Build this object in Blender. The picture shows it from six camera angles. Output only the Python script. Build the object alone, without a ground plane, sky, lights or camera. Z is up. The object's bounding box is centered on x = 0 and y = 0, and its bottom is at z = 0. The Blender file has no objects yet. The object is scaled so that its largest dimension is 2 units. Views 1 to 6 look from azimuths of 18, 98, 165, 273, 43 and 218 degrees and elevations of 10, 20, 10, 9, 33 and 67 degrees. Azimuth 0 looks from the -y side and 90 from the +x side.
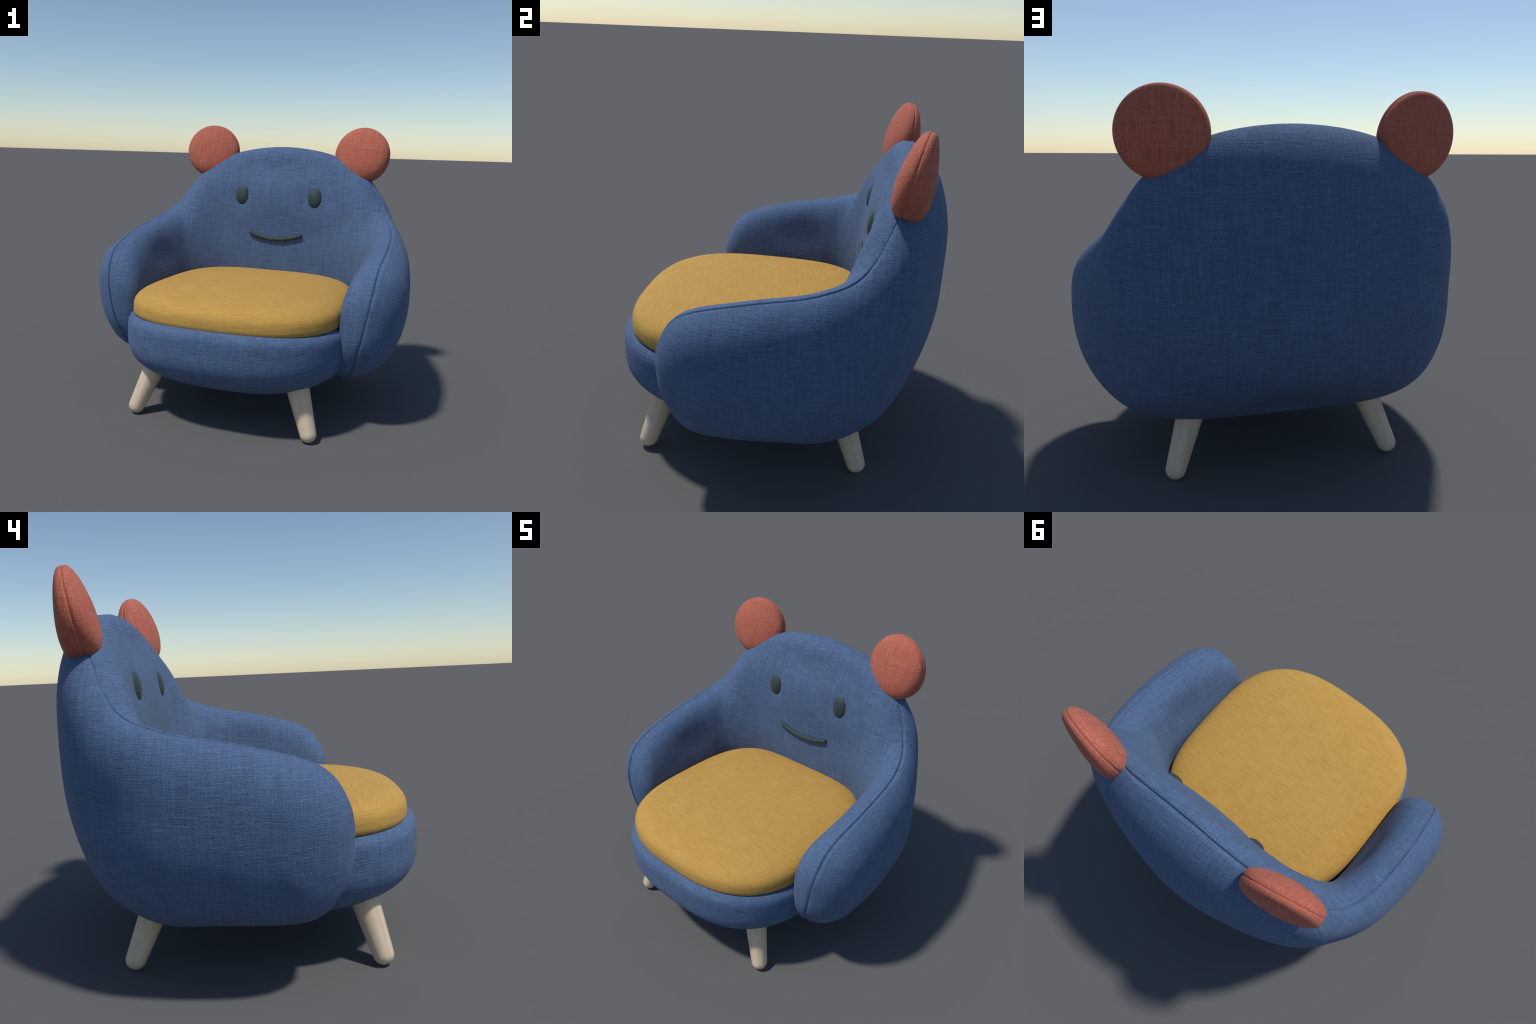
import bpy, bmesh, math
import numpy as np
from mathutils import Vector, Matrix
from mathutils.bvhtree import BVHTree

# ------------------------------------------------------------------ materials
def nd(nt, kind, **kw):
    n = nt.nodes.new(kind)
    for k, v in kw.items():
        setattr(n, k, v)
    return n

def link(nt, a, b):
    nt.links.new(a, b)

def math_node(nt, op, a, b=None):
    n = nd(nt, 'ShaderNodeMath', operation=op)
    for i, v in enumerate((a, b)):
        if v is None:
            continue
        if hasattr(v, 'is_linked'):
            link(nt, v, n.inputs[i])
        else:
            n.inputs[i].default_value = v
    return n.outputs[0]

def noise(nt, vec, scale, detail=2.0, rough=0.5):
    n = nd(nt, 'ShaderNodeTexNoise')
    n.inputs['Scale'].default_value = scale
    n.inputs['Detail'].default_value = detail
    n.inputs['Roughness'].default_value = rough
    link(nt, vec, n.inputs['Vector'])
    return n.outputs['Fac']

def scaled(nt, vec, s):
    n = nd(nt, 'ShaderNodeVectorMath', operation='MULTIPLY')
    link(nt, vec, n.inputs[0])
    n.inputs[1].default_value = s
    return n.outputs[0]

def combine(nt, x, y, z=0.0):
    n = nd(nt, 'ShaderNodeCombineXYZ')
    for i, v in enumerate((x, y, z)):
        if hasattr(v, 'is_linked'):
            link(nt, v, n.inputs[i])
        else:
            n.inputs[i].default_value = v
    return n.outputs[0]

def mix_val(nt, f, a, b):
    n = nd(nt, 'ShaderNodeMix', data_type='FLOAT')
    for s, v in ((n.inputs[0], f), (n.inputs[2], a), (n.inputs[3], b)):
        if hasattr(v, 'is_linked'):
            link(nt, v, s)
        else:
            s.default_value = v
    return n.outputs[0]

def base_material(name, rough, sheen=0.0, tint=(1, 1, 1)):
    m = bpy.data.materials.new(name)
    m.use_nodes = True
    nt = m.node_tree
    p = nt.nodes['Principled BSDF']
    p.inputs['Roughness'].default_value = rough
    p.inputs['Specular IOR Level'].default_value = 0.25
    p.inputs['Sheen Weight'].default_value = sheen
    p.inputs['Sheen Roughness'].default_value = 0.5
    p.inputs['Sheen Tint'].default_value = (*[0.5 * c + 0.35 for c in tint], 1)
    return m, nt, p

def woven(name, dark, mid, light, pitch, slub=1.0, warp=0.5, bump=0.5, bump_dist=0.004,
          sheen=0.15, weave=0.35, swap=False, spread=0.2, grain=0.0):
    """Plain-weave cloth: crossed threads, streaky slubs, all projected from the
    side a surface faces (front, side or top)."""
    m, nt, p = base_material(name, 0.85, sheen, mid)
    tc = nd(nt, 'ShaderNodeTexCoord')
    co = tc.outputs['Object']
    # wobble so that the threads are not ruler straight
    wob = nd(nt, 'ShaderNodeTexNoise')
    wob.inputs['Scale'].default_value = 9.0
    link(nt, co, wob.inputs['Vector'])
    w2 = nd(nt, 'ShaderNodeVectorMath', operation='MULTIPLY_ADD')
    link(nt, wob.outputs['Color'], w2.inputs[0])
    w2.inputs[1].default_value = (0.012,) * 3
    link(nt, co, w2.inputs[2])
    sp = nd(nt, 'ShaderNodeSeparateXYZ')
    link(nt, w2.outputs[0], sp.inputs[0])
    X, Y, Z = sp.outputs
    geo = nd(nt, 'ShaderNodeNewGeometry')
    sn = nd(nt, 'ShaderNodeSeparateXYZ')
    link(nt, geo.outputs['Normal'], sn.inputs[0])
    ax = [math_node(nt, 'ABSOLUTE', o) for o in sn.outputs]

    def cloth(u, v):
        if swap:
            u, v = v, u
        k = 2 * math.pi / pitch
        su = math_node(nt, 'SINE', math_node(nt, 'MULTIPLY', u, k / 2))
        sv = math_node(nt, 'SINE', math_node(nt, 'MULTIPLY', v, k))
        knit = math_node(nt, 'MULTIPLY_ADD', math_node(nt, 'MULTIPLY', su, sv), 0.5)
        nt.nodes[-1].inputs[2].default_value = 0.5
        weft = noise(nt, combine(nt, math_node(nt, 'MULTIPLY', u, 9.0), math_node(nt, 'MULTIPLY', v, 1.25 / pitch)), 1.0, 2.0, 0.5)
        wrp = noise(nt, combine(nt, math_node(nt, 'MULTIPLY', u, 0.8 / pitch), math_node(nt, 'MULTIPLY', v, 6.0), 3.3), 1.0, 2.0, 0.5)
        return knit, weft, wrp

    A = cloth(X, Z)   # seen from front / back
    B = cloth(Y, Z)   # seen from the sides
    T = cloth(X, Y)   # seen from above / below
    side = nd(nt, 'ShaderNodeMapRange')
    link(nt, math_node(nt, 'SUBTRACT', ax[0], ax[1]), side.inputs[0])
    side.inputs[1].default_value, side.inputs[2].default_value = -0.12, 0.12
    top = nd(nt, 'ShaderNodeMapRange')
    link(nt, ax[2], top.inputs[0])
    top.inputs[1].default_value, top.inputs[2].default_value = 0.72, 0.86
    knit, weft, wrp = [mix_val(nt, top.outputs[0], mix_val(nt, side.outputs[0], a, b), t) for a, b, t in zip(A, B, T)]

    fine = noise(nt, co, 1.25 / pitch, 2.0, 0.6)
    cloud = noise(nt, co, 5.0, 3.0, 0.55)
    h = math_node(nt, 'MULTIPLY', weft, slub)
    h = math_node(nt, 'ADD', h, math_node(nt, 'MULTIPLY', wrp, warp))
    h = math_node(nt, 'ADD', h, math_node(nt, 'MULTIPLY', knit, weave))
    h = math_node(nt, 'ADD', h, math_node(nt, 'MULTIPLY', fine, 0.35 + grain))
    tot = slub + warp + weave + 0.35 + grain
    h = math_node(nt, 'DIVIDE', h, tot)
    c = math_node(nt, 'ADD', h, math_node(nt, 'MULTIPLY', math_node(nt, 'SUBTRACT', cloud, 0.5), 0.06))
    ramp = nd(nt, 'ShaderNodeValToRGB')
    e = ramp.color_ramp.elements
    e[0].position, e[0].color = 0.5 - spread, (*dark, 1)
    e[1].position, e[1].color = 0.5 + spread, (*light, 1)
    n = e.new(0.5)
    n.color = (*mid, 1)
    link(nt, c, ramp.inputs[0])
    link(nt, ramp.outputs[0], p.inputs['Base Color'])
    bp = nd(nt, 'ShaderNodeBump')
    bp.inputs['Strength'].default_value = bump
    bp.inputs['Distance'].default_value = bump_dist
    link(nt, h, bp.inputs['Height'])
    link(nt, bp.outputs[0], p.inputs['Normal'])
    return m

def beaded(name, dark, light, pitch):
    """Dark bouclé cloth of small pips set on the diagonal (eyes and mouth)."""
    m, nt, p = base_material(name, 0.6, 0.1, light)
    p.inputs['Specular IOR Level'].default_value = 0.4
    tc = nd(nt, 'ShaderNodeTexCoord')
    sp = nd(nt, 'ShaderNodeSeparateXYZ')
    link(nt, tc.outputs['Object'], sp.inputs[0])
    k = 2 * math.pi / pitch
    a = math_node(nt, 'SINE', math_node(nt, 'MULTIPLY', sp.outputs[0], k))
    b = math_node(nt, 'SINE', math_node(nt, 'MULTIPLY', sp.outputs[2], k * 1.25))
    s = math_node(nt, 'MULTIPLY', math_node(nt, 'ADD', math_node(nt, 'MULTIPLY', a, b), 1.0), 0.5)
    fine = noise(nt, tc.outputs['Object'], 240.0, 2.0)
    h = math_node(nt, 'ADD', math_node(nt, 'MULTIPLY', s, 0.65), math_node(nt, 'MULTIPLY', fine, 0.35))
    ramp = nd(nt, 'ShaderNodeValToRGB')
    e = ramp.color_ramp.elements
    e[0].position, e[0].color = 0.25, (*dark, 1)
    e[1].position, e[1].color = 0.85, (*light, 1)
    link(nt, h, ramp.inputs[0])
    link(nt, ramp.outputs[0], p.inputs['Base Color'])
    bp = nd(nt, 'ShaderNodeBump')
    bp.inputs['Strength'].default_value = 0.6
    bp.inputs['Distance'].default_value = 0.004
    link(nt, h, bp.inputs['Height'])
    link(nt, bp.outputs[0], p.inputs['Normal'])
    return m

def ash_wood(name):
    m, nt, p = base_material(name, 0.55)
    tc = nd(nt, 'ShaderNodeTexCoord')
    info = nd(nt, 'ShaderNodeObjectInfo')
    off = nd(nt, 'ShaderNodeVectorMath', operation='MULTIPLY_ADD')
    link(nt, info.outputs['Random'], off.inputs[0])
    off.inputs[1].default_value = (7.0, 3.0, 5.0)
    link(nt, tc.outputs['Object'], off.inputs[2])
    co = off.outputs[0]
    broad = noise(nt, scaled(nt, co, (14, 14, 1.6)), 1.0, 3.0, 0.55)
    wave = nd(nt, 'ShaderNodeTexWave', wave_type='BANDS', bands_direction='X')
    wave.inputs['Scale'].default_value = 9.0
    wave.inputs['Distortion'].default_value = 5.0
    wave.inputs['Detail'].default_value = 3.0
    wave.inputs['Detail Scale'].default_value = 1.4
    link(nt, scaled(nt, co, (1.0, 1.0, 0.12)), wave.inputs['Vector'])
    pores = noise(nt, scaled(nt, co, (190, 190, 9)), 1.0, 2.0, 0.6)
    f = math_node(nt, 'ADD', math_node(nt, 'MULTIPLY', broad, 0.35), math_node(nt, 'MULTIPLY', wave.outputs['Fac'], 0.12))
    f = math_node(nt, 'ADD', f, math_node(nt, 'MULTIPLY', pores, 0.53))
    ramp = nd(nt, 'ShaderNodeValToRGB')
    e = ramp.color_ramp.elements
    e[0].position, e[0].color = 0.25, (0.43, 0.30, 0.20, 1)
    e[1].position, e[1].color = 0.72, (0.71, 0.57, 0.425, 1)
    n = e.new(0.42)
    n.color = (0.62, 0.475, 0.34, 1)
    link(nt, f, ramp.inputs[0])
    link(nt, ramp.outputs[0], p.inputs['Base Color'])
    bp = nd(nt, 'ShaderNodeBump')
    bp.inputs['Strength'].default_value = 0.25
    bp.inputs['Distance'].default_value = 0.002
    link(nt, pores, bp.inputs['Height'])
    link(nt, bp.outputs[0], p.inputs['Normal'])
    return m

BLUE = woven('blue_woven_cloth', (0.036, 0.051, 0.085), (0.074, 0.126, 0.238), (0.136, 0.215, 0.370), 0.0056,
             slub=0.7, warp=0.4, weave=0.25, grain=0.75, bump=0.9, bump_dist=0.006, sheen=0.12, spread=0.17)
RED = woven('coral_woven_cloth', (0.25, 0.062, 0.042), (0.445, 0.121, 0.077), (0.63, 0.230, 0.150), 0.0070,
            slub=0.8, warp=0.35, swap=True, weave=0.22, grain=0.6, bump=0.9, bump_dist=0.006, sheen=0.12)
YELLOW = woven('mustard_cloth', (0.35, 0.185, 0.035), (0.50, 0.285, 0.064), (0.60, 0.375, 0.105), 0.0060,
               slub=0.8, warp=0.2, weave=0.15, grain=0.3, bump=0.5, sheen=0.1)
DARK = beaded('dark_green_cloth', (0.011, 0.020, 0.022), (0.046, 0.084, 0.084), 0.0145)
WOOD = ash_wood('ash_wood')

# ------------------------------------------------------------------ helpers
root = bpy.data.objects.new('armchair', None)
bpy.context.collection.objects.link(root)
root['label'] = 'blue fabric tub armchair with smiling face and round coral ears'
root['category'] = 'armchair'

def add_object(name, mesh, mat, parent=root):
    o = bpy.data.objects.new(name, mesh)
    bpy.context.collection.objects.link(o)
    o.parent = parent
    if mat and not mesh.materials:
        mesh.materials.append(mat)
    return o

def mesh_from(name, verts, faces, smooth=True):
    me = bpy.data.meshes.new(name)
    me.from_pydata([tuple(map(float, v)) for v in verts], [], faces)
    bm = bmesh.new()
    bm.from_mesh(me)
    bmesh.ops.remove_doubles(bm, verts=bm.verts, dist=1e-5)
    bmesh.ops.dissolve_degenerate(bm, edges=bm.edges, dist=1e-6)
    bmesh.ops.recalc_face_normals(bm, faces=bm.faces)
    bm.to_mesh(me)
    bm.free()
    me.polygons.foreach_set('use_smooth', [smooth] * len(me.polygons))
    return me

def curve_points(P, ts):
    """Smooth curve through control points, symmetric about x = 0 at its ends."""
    P = np.asarray(P, float)
    n = len(P)
    M = P * [-1, 1, 1]
    last = M[-2] if abs(P[-1, 0]) < 1e-9 else 2 * P[-1] - P[-2]
    Q = np.vstack([M[1], P, last])
    ts = np.clip(ts, 0, n - 1)
    i = np.minimum(ts.astype(int), n - 2)
    f = (ts - i)[:, None]
    a, b, c, d = Q[i], Q[i + 1], Q[i + 2], Q[i + 3]
    return .5 * (2 * b + (c - a) * f + (2 * a - 5 * b + 4 * c - d) * f * f + (3 * b - a - 3 * c + d) * f ** 3)

# ------------------------------------------------------------------ tub shell
# The tub is two cushion-like panels, outer and inner, sewn together along one seam
# that runs over the back, down each arm and round underneath (x >= 0 half given).
SEAM = [(0, .637, 1.637), (.360, .630, 1.587), (.609, .575, 1.448), (.766, .447, 1.211), (.840, .247, 1.114),
        (.859, -.051, 1.052), (.843, -.350, .961), (.822, -.465, .814), (.793, -.487, .646), (.750, -.454, .463),
        (.691, -.317, .293), (.645, .061, .263), (.525, .312, .238), (0, .445, .260)]
# crest lines: where each panel stands out furthest, from the middle of the back to the arm's front
OUTER_CREST = [(0, .865, .889), (.392, .805, .954), (.711, .670, .912), (.868, .489, .834), (.953, .282, .774),
               (.987, .019, .735), (.992, -.119, .732)]
INNER_CREST = [(0, .435, .769), (.337, .432, .757), (.486, .392, .744), (.609, .297, .749), (.645, .151, .726),
               (.648, -.089, .693), (.648, -.381, .684)]
# how square the padding is between crest and seam: at the head, arm top, arm foot and under the back
OUTER_ROUND = ((.636, .632, .905, .934), (1.156, 1.356, 1.03, 1.114))
INNER_ROUND = ((1.32, .852, .62, .8), (.60, .839, .70, .9))
T_UP, T_LOW = 6.0, 9.6            # seam stations between which the arm's front end lies
N_UP, N_FAN = 100, 44
ARM_FROM = 0.52                   # share of the crest where the back turns into the arm

n_seam = len(SEAM) - 1
share = np.linspace(0, 1, N_UP + 1)
last = np.clip(6 * share - 5, 0, 1)
eased = np.where(last > 0, 5 + last + last ** 2 - last ** 3, 6 * share) / 6     # slows down into the arm's front end
t_fan = np.linspace(T_UP, T_LOW, N_FAN + 1)[1:-1]
under = (1 - eased[::-1]) ** (1 / 1.8)          # the underside keeps pace with the arm above it
t_all = np.concatenate([share * T_UP, t_fan, T_LOW + (n_seam - T_LOW) * under])
tau = np.concatenate([eased, np.ones(len(t_fan)), eased[::-1]])
KNOTS = (0, T_UP, T_LOW, n_seam)

def along_seam(vals):
    out = np.zeros_like(t_all)
    for i in range(3):
        w = np.clip((t_all - KNOTS[i]) / (KNOTS[i + 1] - KNOTS[i]), 0, 1)
        w = w * w * (3 - 2 * w)
        out = np.where((t_all >= KNOTS[i]) & (t_all <= KNOTS[i + 1]), vals[i] * (1 - w) + vals[i + 1] * w, out)
    return out

seam_pts = curve_points(SEAM, t_all)

# a row every so often, and close together at the seam where the cloth dips in
EDGE_ROWS = np.array([0, .0025, .005, .008, .012, .018, .027])
GROOVE_DEPTH, GROOVE_WIDTH = 0.013, 0.0065
N_ROWS = 40

def panel(crest, rounding):
    m = len(crest) - 1
    e = 0.02
    c = curve_points(crest, tau * m)
    d = curve_points(crest, np.minimum(tau * m + e, m)) - curve_points(crest, np.maximum(tau * m - e, 0))
    d[tau * m < e] = [1, 0, 0]
    nn = np.stack([-d[:, 1], d[:, 0], 0 * d[:, 0]], -1)
    nn /= np.linalg.norm(nn, axis=1)[:, None]
    v = seam_pts - c
    dn = (v * nn).sum(1)[:, None] * nn
    dt = v - dn
    p, q = along_seam(rounding[0]), along_seam(rounding[1])
    ph = np.linspace(0, np.pi / 2, 400)
    out = []
    for k in range(len(t_all)):
        A = np.sin(ph) ** p[k]
        B = 1 - np.cos(ph) ** q[k]
        line = c[k] + A[:, None] * dt[k] + B[:, None] * dn[k]
        s = np.r_[0, np.cumsum(np.linalg.norm(np.diff(line, axis=0), axis=1))]
        L = s[-1]
        st = np.r_[np.linspace(0, L - EDGE_ROWS[-1], N_ROWS)[:-1], (L - EDGE_ROWS)[::-1]]
        pts = np.stack([np.interp(st, s, line[:, j]) for j in range(3)], 1)
        out.append(pts)
    return np.array(out)

outer = panel(OUTER_CREST, OUTER_ROUND)
inner = panel(INNER_CREST, INNER_ROUND)

# stitch line: pull the last rows in towards the middle of the filling
mid = 0.5 * (outer[:, -8] + inner[:, -8])
pull = mid - seam_pts
pull /= np.maximum(np.linalg.norm(pull, axis=1), 1e-6)[:, None]
for G in (outer, inner):
    for j, dist in zip(range(-1, -len(EDGE_ROWS) - 1, -1), EDGE_ROWS):
        G[:, j] += pull * (GROOVE_DEPTH * math.exp(-(dist / GROOVE_WIDTH) ** 2))
    
# ------------------------------------------------------------------ face: dimples for the eyes
EYE = (0.271, 1.284)
EYE_R = (0.052, 0.032, 0.073)
# padding that swells or hollows the two panels: middle, reach and push of each spot
def swell(G, middle, reach, push, hold=0.14):
    w = np.exp(-(((G - middle) / reach) ** 2).sum(-1))
    d = np.clip(np.linalg.norm(G - G[:, -1:], axis=-1) / hold, 0, 1)      # nothing moves at the seam
    w = w * d * d * (3 - 2 * d)
    G += w[..., None] * np.array(push)

for mid_, reach, push in (
        ((0, .45, 1.24), (.45, .25, .14), (0, -.022, 0)),       # brow comes forward
        ((0, .55, 1.50), (.40, .25, .08), (0, .016, -.004)),    # top of the head rolls back
        ((0, .47, 1.36), (.42, .25, .07), (0, -.010, 0)),
        ((.27, .45, 1.12), (.14, .20, .09), (0, -.008, 0)),
        ((.42, .42, .92), (.22, .20, .13), (0, -.012, 0)),      # lower cheeks
        ((.66, -.10, .66), (.10, .38, .12), (-.012, 0, 0)),     # arm meets the cushion
        ((.68, .02, .88), (.10, .24, .13), (.034, 0, 0))):      # hollow of the arm
    swell(inner, np.array(mid_), np.array(reach), push)
swell(inner, np.array((.66, -.26, .34)), np.array((.22, .25, .16)), (-.10, 0, -.05), 0.07)   # arm closes on the seat base
for mid_, reach, push in (
        ((0, .66, .33), (.26, .40, .13), (0, -.065, .022)),     # the back tucks under in the middle
        ((.66, .53, .38), (.18, .25, .16), (.014, .014, 0)),
        ((.84, .52, .80), (.20, .22, .17), (-.012, -.010, 0)),
        ((.72, .55, 1.25), (.16, .20, .15), (.010, .006, 0)),   # shoulder below the ear
        ((0, .83, 1.25), (.40, .30, .14), (0, .007, 0)),
        ((1.0, .0, .72), (.20, .50, .40), (.006, 0, 0))):
    swell(outer, np.array(mid_), np.array(reach), push)
front = np.clip((inner[..., 1] - 0.20) / 0.10, 0, 1)
dx = (inner[..., 0] - EYE[0]) / 0.060
dz = (inner[..., 2] - EYE[1]) / 0.085
inner[..., 1] += 0.011 * np.exp(-(dx ** 2 + dz ** 2)) * front

def build_shell():
    verts, faces, tags = [], [], []
    for sx in (1, -1):
        for G in (outer, inner):
            base = len(verts)
            nc, nr = G.shape[:2]
            verts.extend((G * [sx, 1, 1]).reshape(-1, 3))
            for i in range(nc - 1):
                arm = min(tau[i], tau[i + 1]) >= ARM_FROM - 1e-6
                tag = 0 if not arm else (1 if sx > 0 else 2)
                for j in range(nr - 1):
                    a = base + i * nr + j
                    faces.append((a, a + 1, a + nr + 1, a + nr))
                    tags.append(tag)
    me = bpy.data.meshes.new('shell')
    me.from_pydata([tuple(map(float, v)) for v in verts], [], faces)
    bm = bmesh.new()
    bm.from_mesh(me)
    lay = bm.faces.layers.int.new('tag')
    bm.faces.ensure_lookup_table()
    for f, tg in zip(bm.faces, tags):
        f[lay] = tg
    bmesh.ops.remove_doubles(bm, verts=bm.verts, dist=2e-5)
    bmesh.ops.dissolve_degenerate(bm, edges=bm.edges, dist=1e-6)
    bmesh.ops.recalc_face_normals(bm, faces=bm.faces)
    # settle the cloth: even out everything but the rows beside the stitch line
    seam_np = np.vstack([curve_points(SEAM, np.linspace(0, n_seam, 500)), curve_points(SEAM, np.linspace(0, n_seam, 500)) * [-1, 1, 1]])
    co = np.array([v.co[:] for v in bm.verts])
    dmin = np.empty(len(co))
    for k in range(0, len(co), 2000):
        dmin[k:k + 2000] = np.sqrt(((co[k:k + 2000, None] - seam_np[None]) ** 2).sum(2).min(1))
    free = [v for v, dd in zip(bm.verts, dmin) if dd > 0.03]
    for _ in range(6):
        bmesh.ops.smooth_vert(bm, verts=free, factor=0.5, use_axis_x=True, use_axis_y=True, use_axis_z=True)
    bm.normal_update()
    return bm, lay

bm, lay = build_shell()
tree = BVHTree.FromBMesh(bm)
bm.verts.index_update()
whole = {v.index: v.normal.copy() for v in bm.verts}

def region(name, tag):
    idx, verts, faces, nors = {}, [], [], []
    for f in bm.faces:
        if f[lay] != tag:
            continue
        fi = []
        for v in f.verts:
            if v.index not in idx:
                idx[v.index] = len(verts)
                verts.append(v.co[:])
                nors.append(whole[v.index])
            fi.append(idx[v.index])
        faces.append(fi)
    me = bpy.data.meshes.new(name)
    me.from_pydata(verts, [], faces)
    me.polygons.foreach_set('use_smooth', [True] * len(me.polygons))
    me.normals_split_custom_set_from_vertices([n[:] for n in nors])
    return add_object(name, me, BLUE)

backrest = region('backrest', 0)
region('armrest', 1)
region('armrest', 2)

# ------------------------------------------------------------------ seat base and cushion
def pillow(name, mat, yc, a, b, power, taper, zm, ht, hb, et, eb, tilt, pt, pb, front_power, sag, front_drop=0.0, rows=30, cols=160):
    th = np.linspace(0, 2 * np.pi, 4001)[:-1]
    c, s = np.cos(th), np.sin(th)
    pw = np.where(s < 0, front_power, power)
    ox = np.sign(c) * np.abs(c) ** (2 / pw) * a
    oy = np.sign(s) * np.abs(s) ** (2 / pw) * b
    ox = ox * (1 + taper * oy / b)
    o = np.stack([ox, oy], 1)
    o = np.vstack([o, o[:1]])
    d = np.r_[0, np.cumsum(np.linalg.norm(np.diff(o, axis=0), axis=1))]
    st = np.linspace(0, d[-1], cols, endpoint=False)
    ox, oy = np.interp(st, d, o[:, 0]), np.interp(st, d, o[:, 1])
    prof = []
    ph = np.linspace(0, np.pi / 2, 800)
    for h, e, pr, order in ((ht, et, pt, 1), (-hb, eb, pb, -1)):
        R, Zp = np.sin(ph) ** pr, zm + h * np.cos(ph) ** e
        w = np.r_[0, np.cumsum(np.hypot(np.diff(R) * min(a, b), np.diff(Zp)))]
        # rows crowd towards the rim
        u = np.linspace(0, 1, rows) ** 0.75 * w[-1]
        seg = list(zip(np.interp(u, w, R), np.interp(u, w, Zp)))
        prof += seg if order == 1 else seg[::-1][1:]
    verts, faces = [], []
    for R, z in prof[1:-1]:
        for x, y in zip(ox, oy):
            zz = z
            if z > zm:          # the front edge is rounded over
                zz = zm + (z - zm) * (1 - front_drop * R ** 4 * max(0, -y / b) ** 2)
            verts.append((x * R, yc + y * R, zz + tilt * y * R + sag * (y * R) ** 2))
    n = len(prof) - 2
    for i in range(n - 1):
        for j in range(cols):
            k = (j + 1) % cols
            faces.append((i * cols + j, i * cols + k, (i + 1) * cols + k, (i + 1) * cols + j))
    for row, z in ((0, prof[0][1]), (n - 1, prof[-1][1])):
        verts.append((0, yc, z))
        for j in range(cols):
            faces.append((row * cols + j, row * cols + (j + 1) % cols, len(verts) - 1))
    return add_object(name, mesh_from(name, verts, faces), mat)

pillow('seat_base', BLUE, -.177, .693, .681, 2.85, .012, .451, .173, .301, .275, .86, -.024, .303, .93, 2.72, .017)
pillow('seat_cushion', YELLOW, -.155, .651, .656, 3.6, -.036, .623, .169, .074, .445, 1.29, .000, .927, .52, 2.75, .008, 0.05)

# ------------------------------------------------------------------ ears
def ear_mesh():
    a, b = .197, .195
    df, db, ef, eb, gf, gb, egg = .079, .083, .75, .543, -.237, -.45, .004
    cols = 96
    th = np.linspace(0, 2 * np.pi, cols, endpoint=False)
    sx, sy = np.cos(th), np.sin(th)
    ph = np.linspace(0, np.pi / 2, 900)
    edge = np.array([0, .003, .006, .010, .015, .022])
    rings = {}
    for side, d, e, g in ((1, df, ef, gf), (-1, -db, eb, gb)):
        R, Zp = np.sin(ph), np.cos(ph) ** e * d
        w = np.r_[0, np.cumsum(np.hypot(np.diff(R) * a, np.diff(Zp)))]
        L = w[-1]
        st = np.r_[np.linspace(0, L - edge[-1], 20)[:-1], (L - edge)[::-1]]
        rings[side] = [(np.interp(s, w, R), np.interp(s, w, Zp), L - s) for s in st]
    verts, faces = [], []
    seq = [(r, gf) for r in rings[1][1:]] + [(r, gb) for r in rings[-1][::-1][1:-1]]
    for (R, z, dist), g in seq:
        R2 = R - 0.024 * math.exp(-(dist / 0.0045) ** 2)     # sewn edge pulled in
        for x, y in zip(sx, sy):
            verts.append((a * x * R2, b * y * R2, (1 + g * y * R) * z))
    n = len(seq)
    for i in range(n - 1):
        for j in range(cols):
            k = (j + 1) % cols
            faces.append((i * cols + j, i * cols + k, (i + 1) * cols + k, (i + 1) * cols + j))
    for row, z in ((0, df), (n - 1, -db)):
        verts.append((0, 0, z))
        for j in range(cols):
            faces.append((row * cols + j, row * cols + (j + 1) % cols, len(verts) - 1))
    return verts, faces

ev, ef_ = ear_mesh()
yaw, pitch, roll = -.194, .190, -.088
nrm = Vector((math.sin(yaw) * math.cos(pitch), -math.cos(yaw) * math.cos(pitch), math.sin(pitch)))
eu = Vector((0, 0, 1)).cross(nrm).normalized()
ew = nrm.cross(eu)
eu, ew = eu * math.cos(roll) + ew * math.sin(roll), ew * math.cos(roll) - eu * math.sin(roll)
EAR_C = Vector((.564, .621, 1.593))
for sx in (1, -1):
    pts = []
    for v in ev:
        q = EAR_C + eu * v[0] + ew * v[1] + nrm * v[2]
        pts.append((sx * q.x, q.y, q.z))
    add_object('ear', mesh_from('ear', pts, ef_), RED)

# ------------------------------------------------------------------ eyes and mouth
def on_face(x, z):
    hit, n, _, _ = tree.ray_cast(Vector((x, -0.2, z)), Vector((0, 1, 0)))
    return hit, (n if n.y < 0 else -n)

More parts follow.
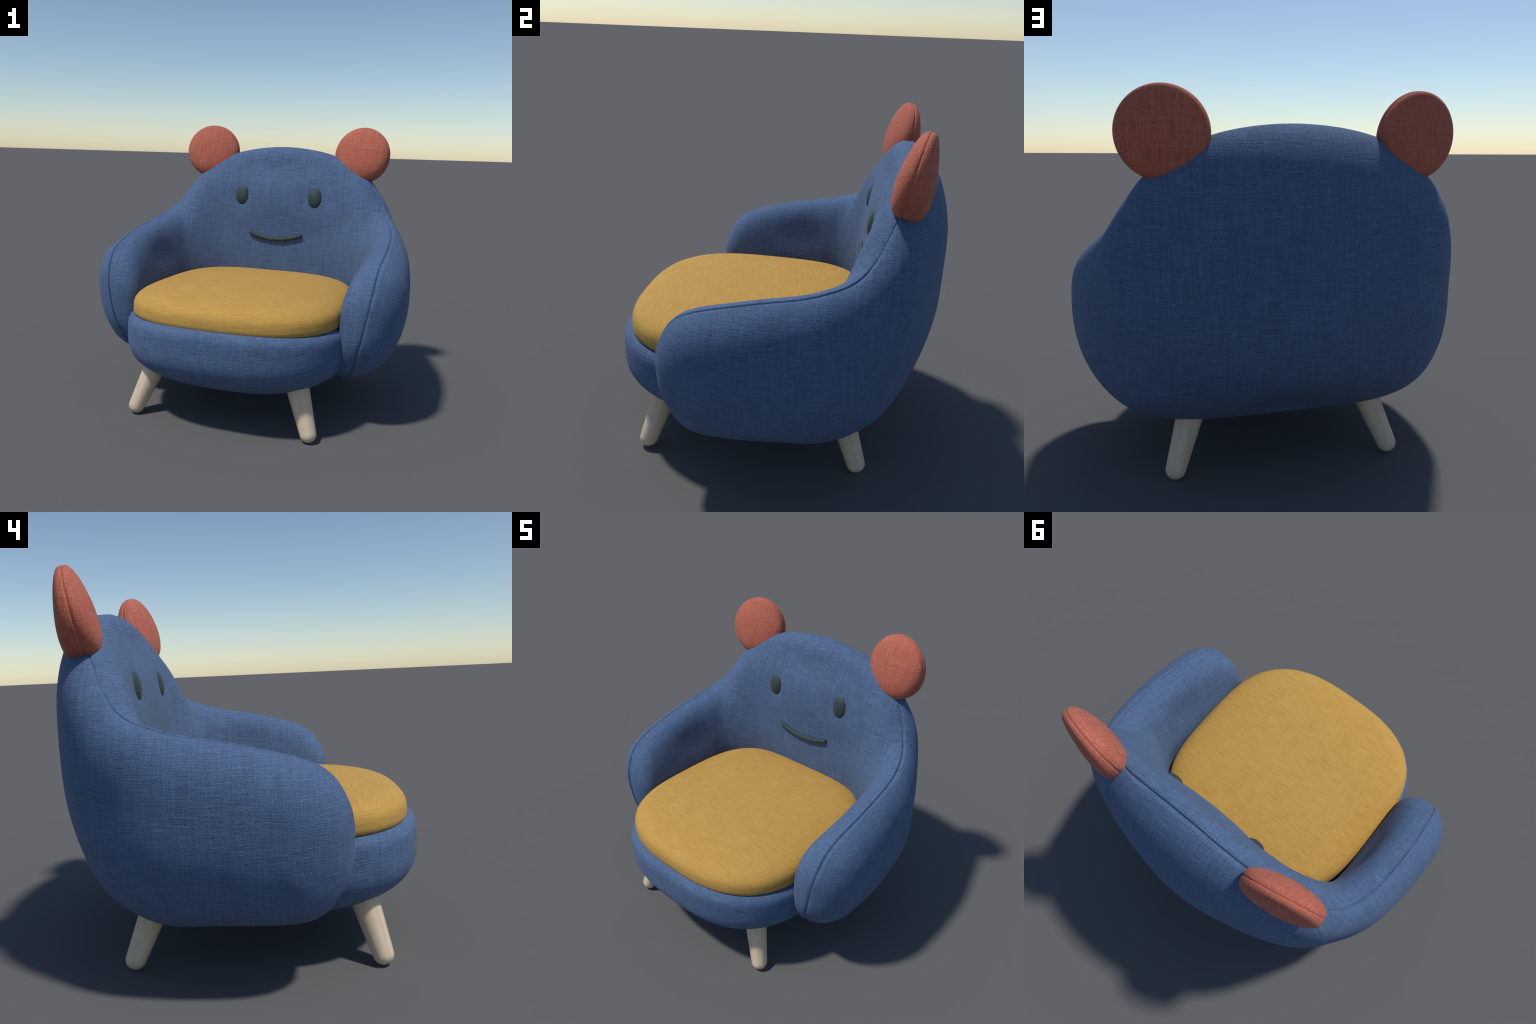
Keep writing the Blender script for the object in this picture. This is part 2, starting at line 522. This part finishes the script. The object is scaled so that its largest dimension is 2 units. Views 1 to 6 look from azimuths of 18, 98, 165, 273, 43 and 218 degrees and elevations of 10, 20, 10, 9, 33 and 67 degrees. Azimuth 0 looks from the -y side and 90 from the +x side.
for sx in (1, -1):
    hit, _ = on_face(sx * EYE[0], EYE[1])
    h1, _ = on_face(sx * EYE[0], EYE[1] + .09)
    h2, _ = on_face(sx * EYE[0], EYE[1] - .09)
    up = (h1 - h2).normalized()
    right = Vector((1, 0, 0))
    h3, _ = on_face(sx * EYE[0] + .09, EYE[1])
    h4, _ = on_face(sx * EYE[0] - .09, EYE[1])
    right = (h3 - h4).normalized()
    out = right.cross(up).normalized()          # points to the front
    up = out.cross(right)
    verts, faces = [], []
    cols, rows = 48, 25
    for i in range(1, rows):
        f = math.pi * i / rows
        for j in range(cols):
            t = 2 * math.pi * j / cols
            c, s = math.cos(t), math.sin(t)
            q = hit + out * (-0.009)
            q = q + right * (EYE_R[0] * math.sin(f) * math.copysign(abs(c) ** .92, c)) \
                  + out * (EYE_R[1] * math.cos(f)) \
                  + up * (EYE_R[2] * math.sin(f) * math.copysign(abs(s) ** .92, s))
            verts.append(q)
    for i in range(rows - 2):
        for j in range(cols):
            k = (j + 1) % cols
            faces.append((i * cols + j, i * cols + k, (i + 1) * cols + k, (i + 1) * cols + j))
    faces.append(tuple(range(cols)))
    faces.append(tuple(range((rows - 2) * cols, (rows - 1) * cols)))
    add_object('eye', mesh_from('eye', verts, faces), DARK)

def mouth():
    r = 0.0138
    n, cols = 60, 20
    line = []
    for i in range(n + 1):
        u = -1 + 2 * i / n
        x = 0.196 * u
        z = 0.976 + 0.041 * u * u
        hit, nn = on_face(x, z)
        line.append(hit + nn * 0.008)
    verts, faces = [], []
    # tube with small rounded ends
    prof = [(0, 0.0), (0, .55), (.25, .85), (.6, .97), (1.0, 1.0)]
    stations = []
    for du, rr in prof:
        stations.append((du * r * 0.8, rr))
    L = [0]
    for a, b in zip(line, line[1:]):
        L.append(L[-1] + (b - a).length)
    L = np.array(L)
    P = np.array([q[:] for q in line])
    tot = L[-1]
    ss = [(s, rr) for s, rr in stations] + [(s, 1.0) for s in np.linspace(0.02, tot - 0.02, 70)] + [(tot - s, rr) for s, rr in stations[::-1]]
    for s, rr in ss:
        c = np.array([np.interp(s, L, P[:, k]) for k in range(3)])
        c2 = np.array([np.interp(min(s + .01, tot), L, P[:, k]) for k in range(3)])
        c1 = np.array([np.interp(max(s - .01, 0), L, P[:, k]) for k in range(3)])
        t = Vector(c2 - c1).normalized()
        u = t.cross(Vector((0, -1, 0))).normalized()
        w = t.cross(u)
        for j in range(cols):
            a = 2 * math.pi * j / cols
            verts.append(Vector(c) + (u * math.cos(a) + w * math.sin(a)) * r * max(rr, 1e-3))
    m = len(ss)
    for i in range(m - 1):
        for j in range(cols):
            k = (j + 1) % cols
            faces.append((i * cols + j, i * cols + k, (i + 1) * cols + k, (i + 1) * cols + j))
    return add_object('mouth', mesh_from('mouth', verts, faces), DARK)

mouth()

# ------------------------------------------------------------------ legs
def leg_mesh(length):
    r_top, r_bot, cols = .072, .048, 48
    prof = [(0, 0.0)] + [(r_top + (r_bot - r_top) * t, -length * t) for t in np.linspace(0, 1, 24)]
    for p in np.linspace(0, math.pi / 2, 10)[1:]:
        prof.append((r_bot * math.cos(p), -length - r_bot * math.sin(p)))
    verts, faces = [], []
    for r, z in prof:
        for j in range(cols):
            a = 2 * math.pi * j / cols
            verts.append((max(r, 0) * math.cos(a), max(r, 0) * math.sin(a), z))
    for i in range(len(prof) - 1):
        for j in range(cols):
            k = (j + 1) % cols
            faces.append((i * cols + j, i * cols + k, (i + 1) * cols + k, (i + 1) * cols + j))
    return mesh_from('leg', verts, faces)

for top, foot in (((.419, -.535, .36), (.536, -.630, .048)), ((.422, .365, .36), (.536, .492, .048))):
    T, F = Vector(top), Vector(foot)
    me = leg_mesh((F - T).length)
    for sx in (1, -1):
        T2, F2 = Vector((sx * T.x, T.y, T.z)), Vector((sx * F.x, F.y, F.z))
        o = add_object('leg', me, WOOD)
        o.location = T2
        o.rotation_mode = 'QUATERNION'
        o.rotation_quaternion = (T2 - F2).to_track_quat('Z', 'Y')

bm.free()
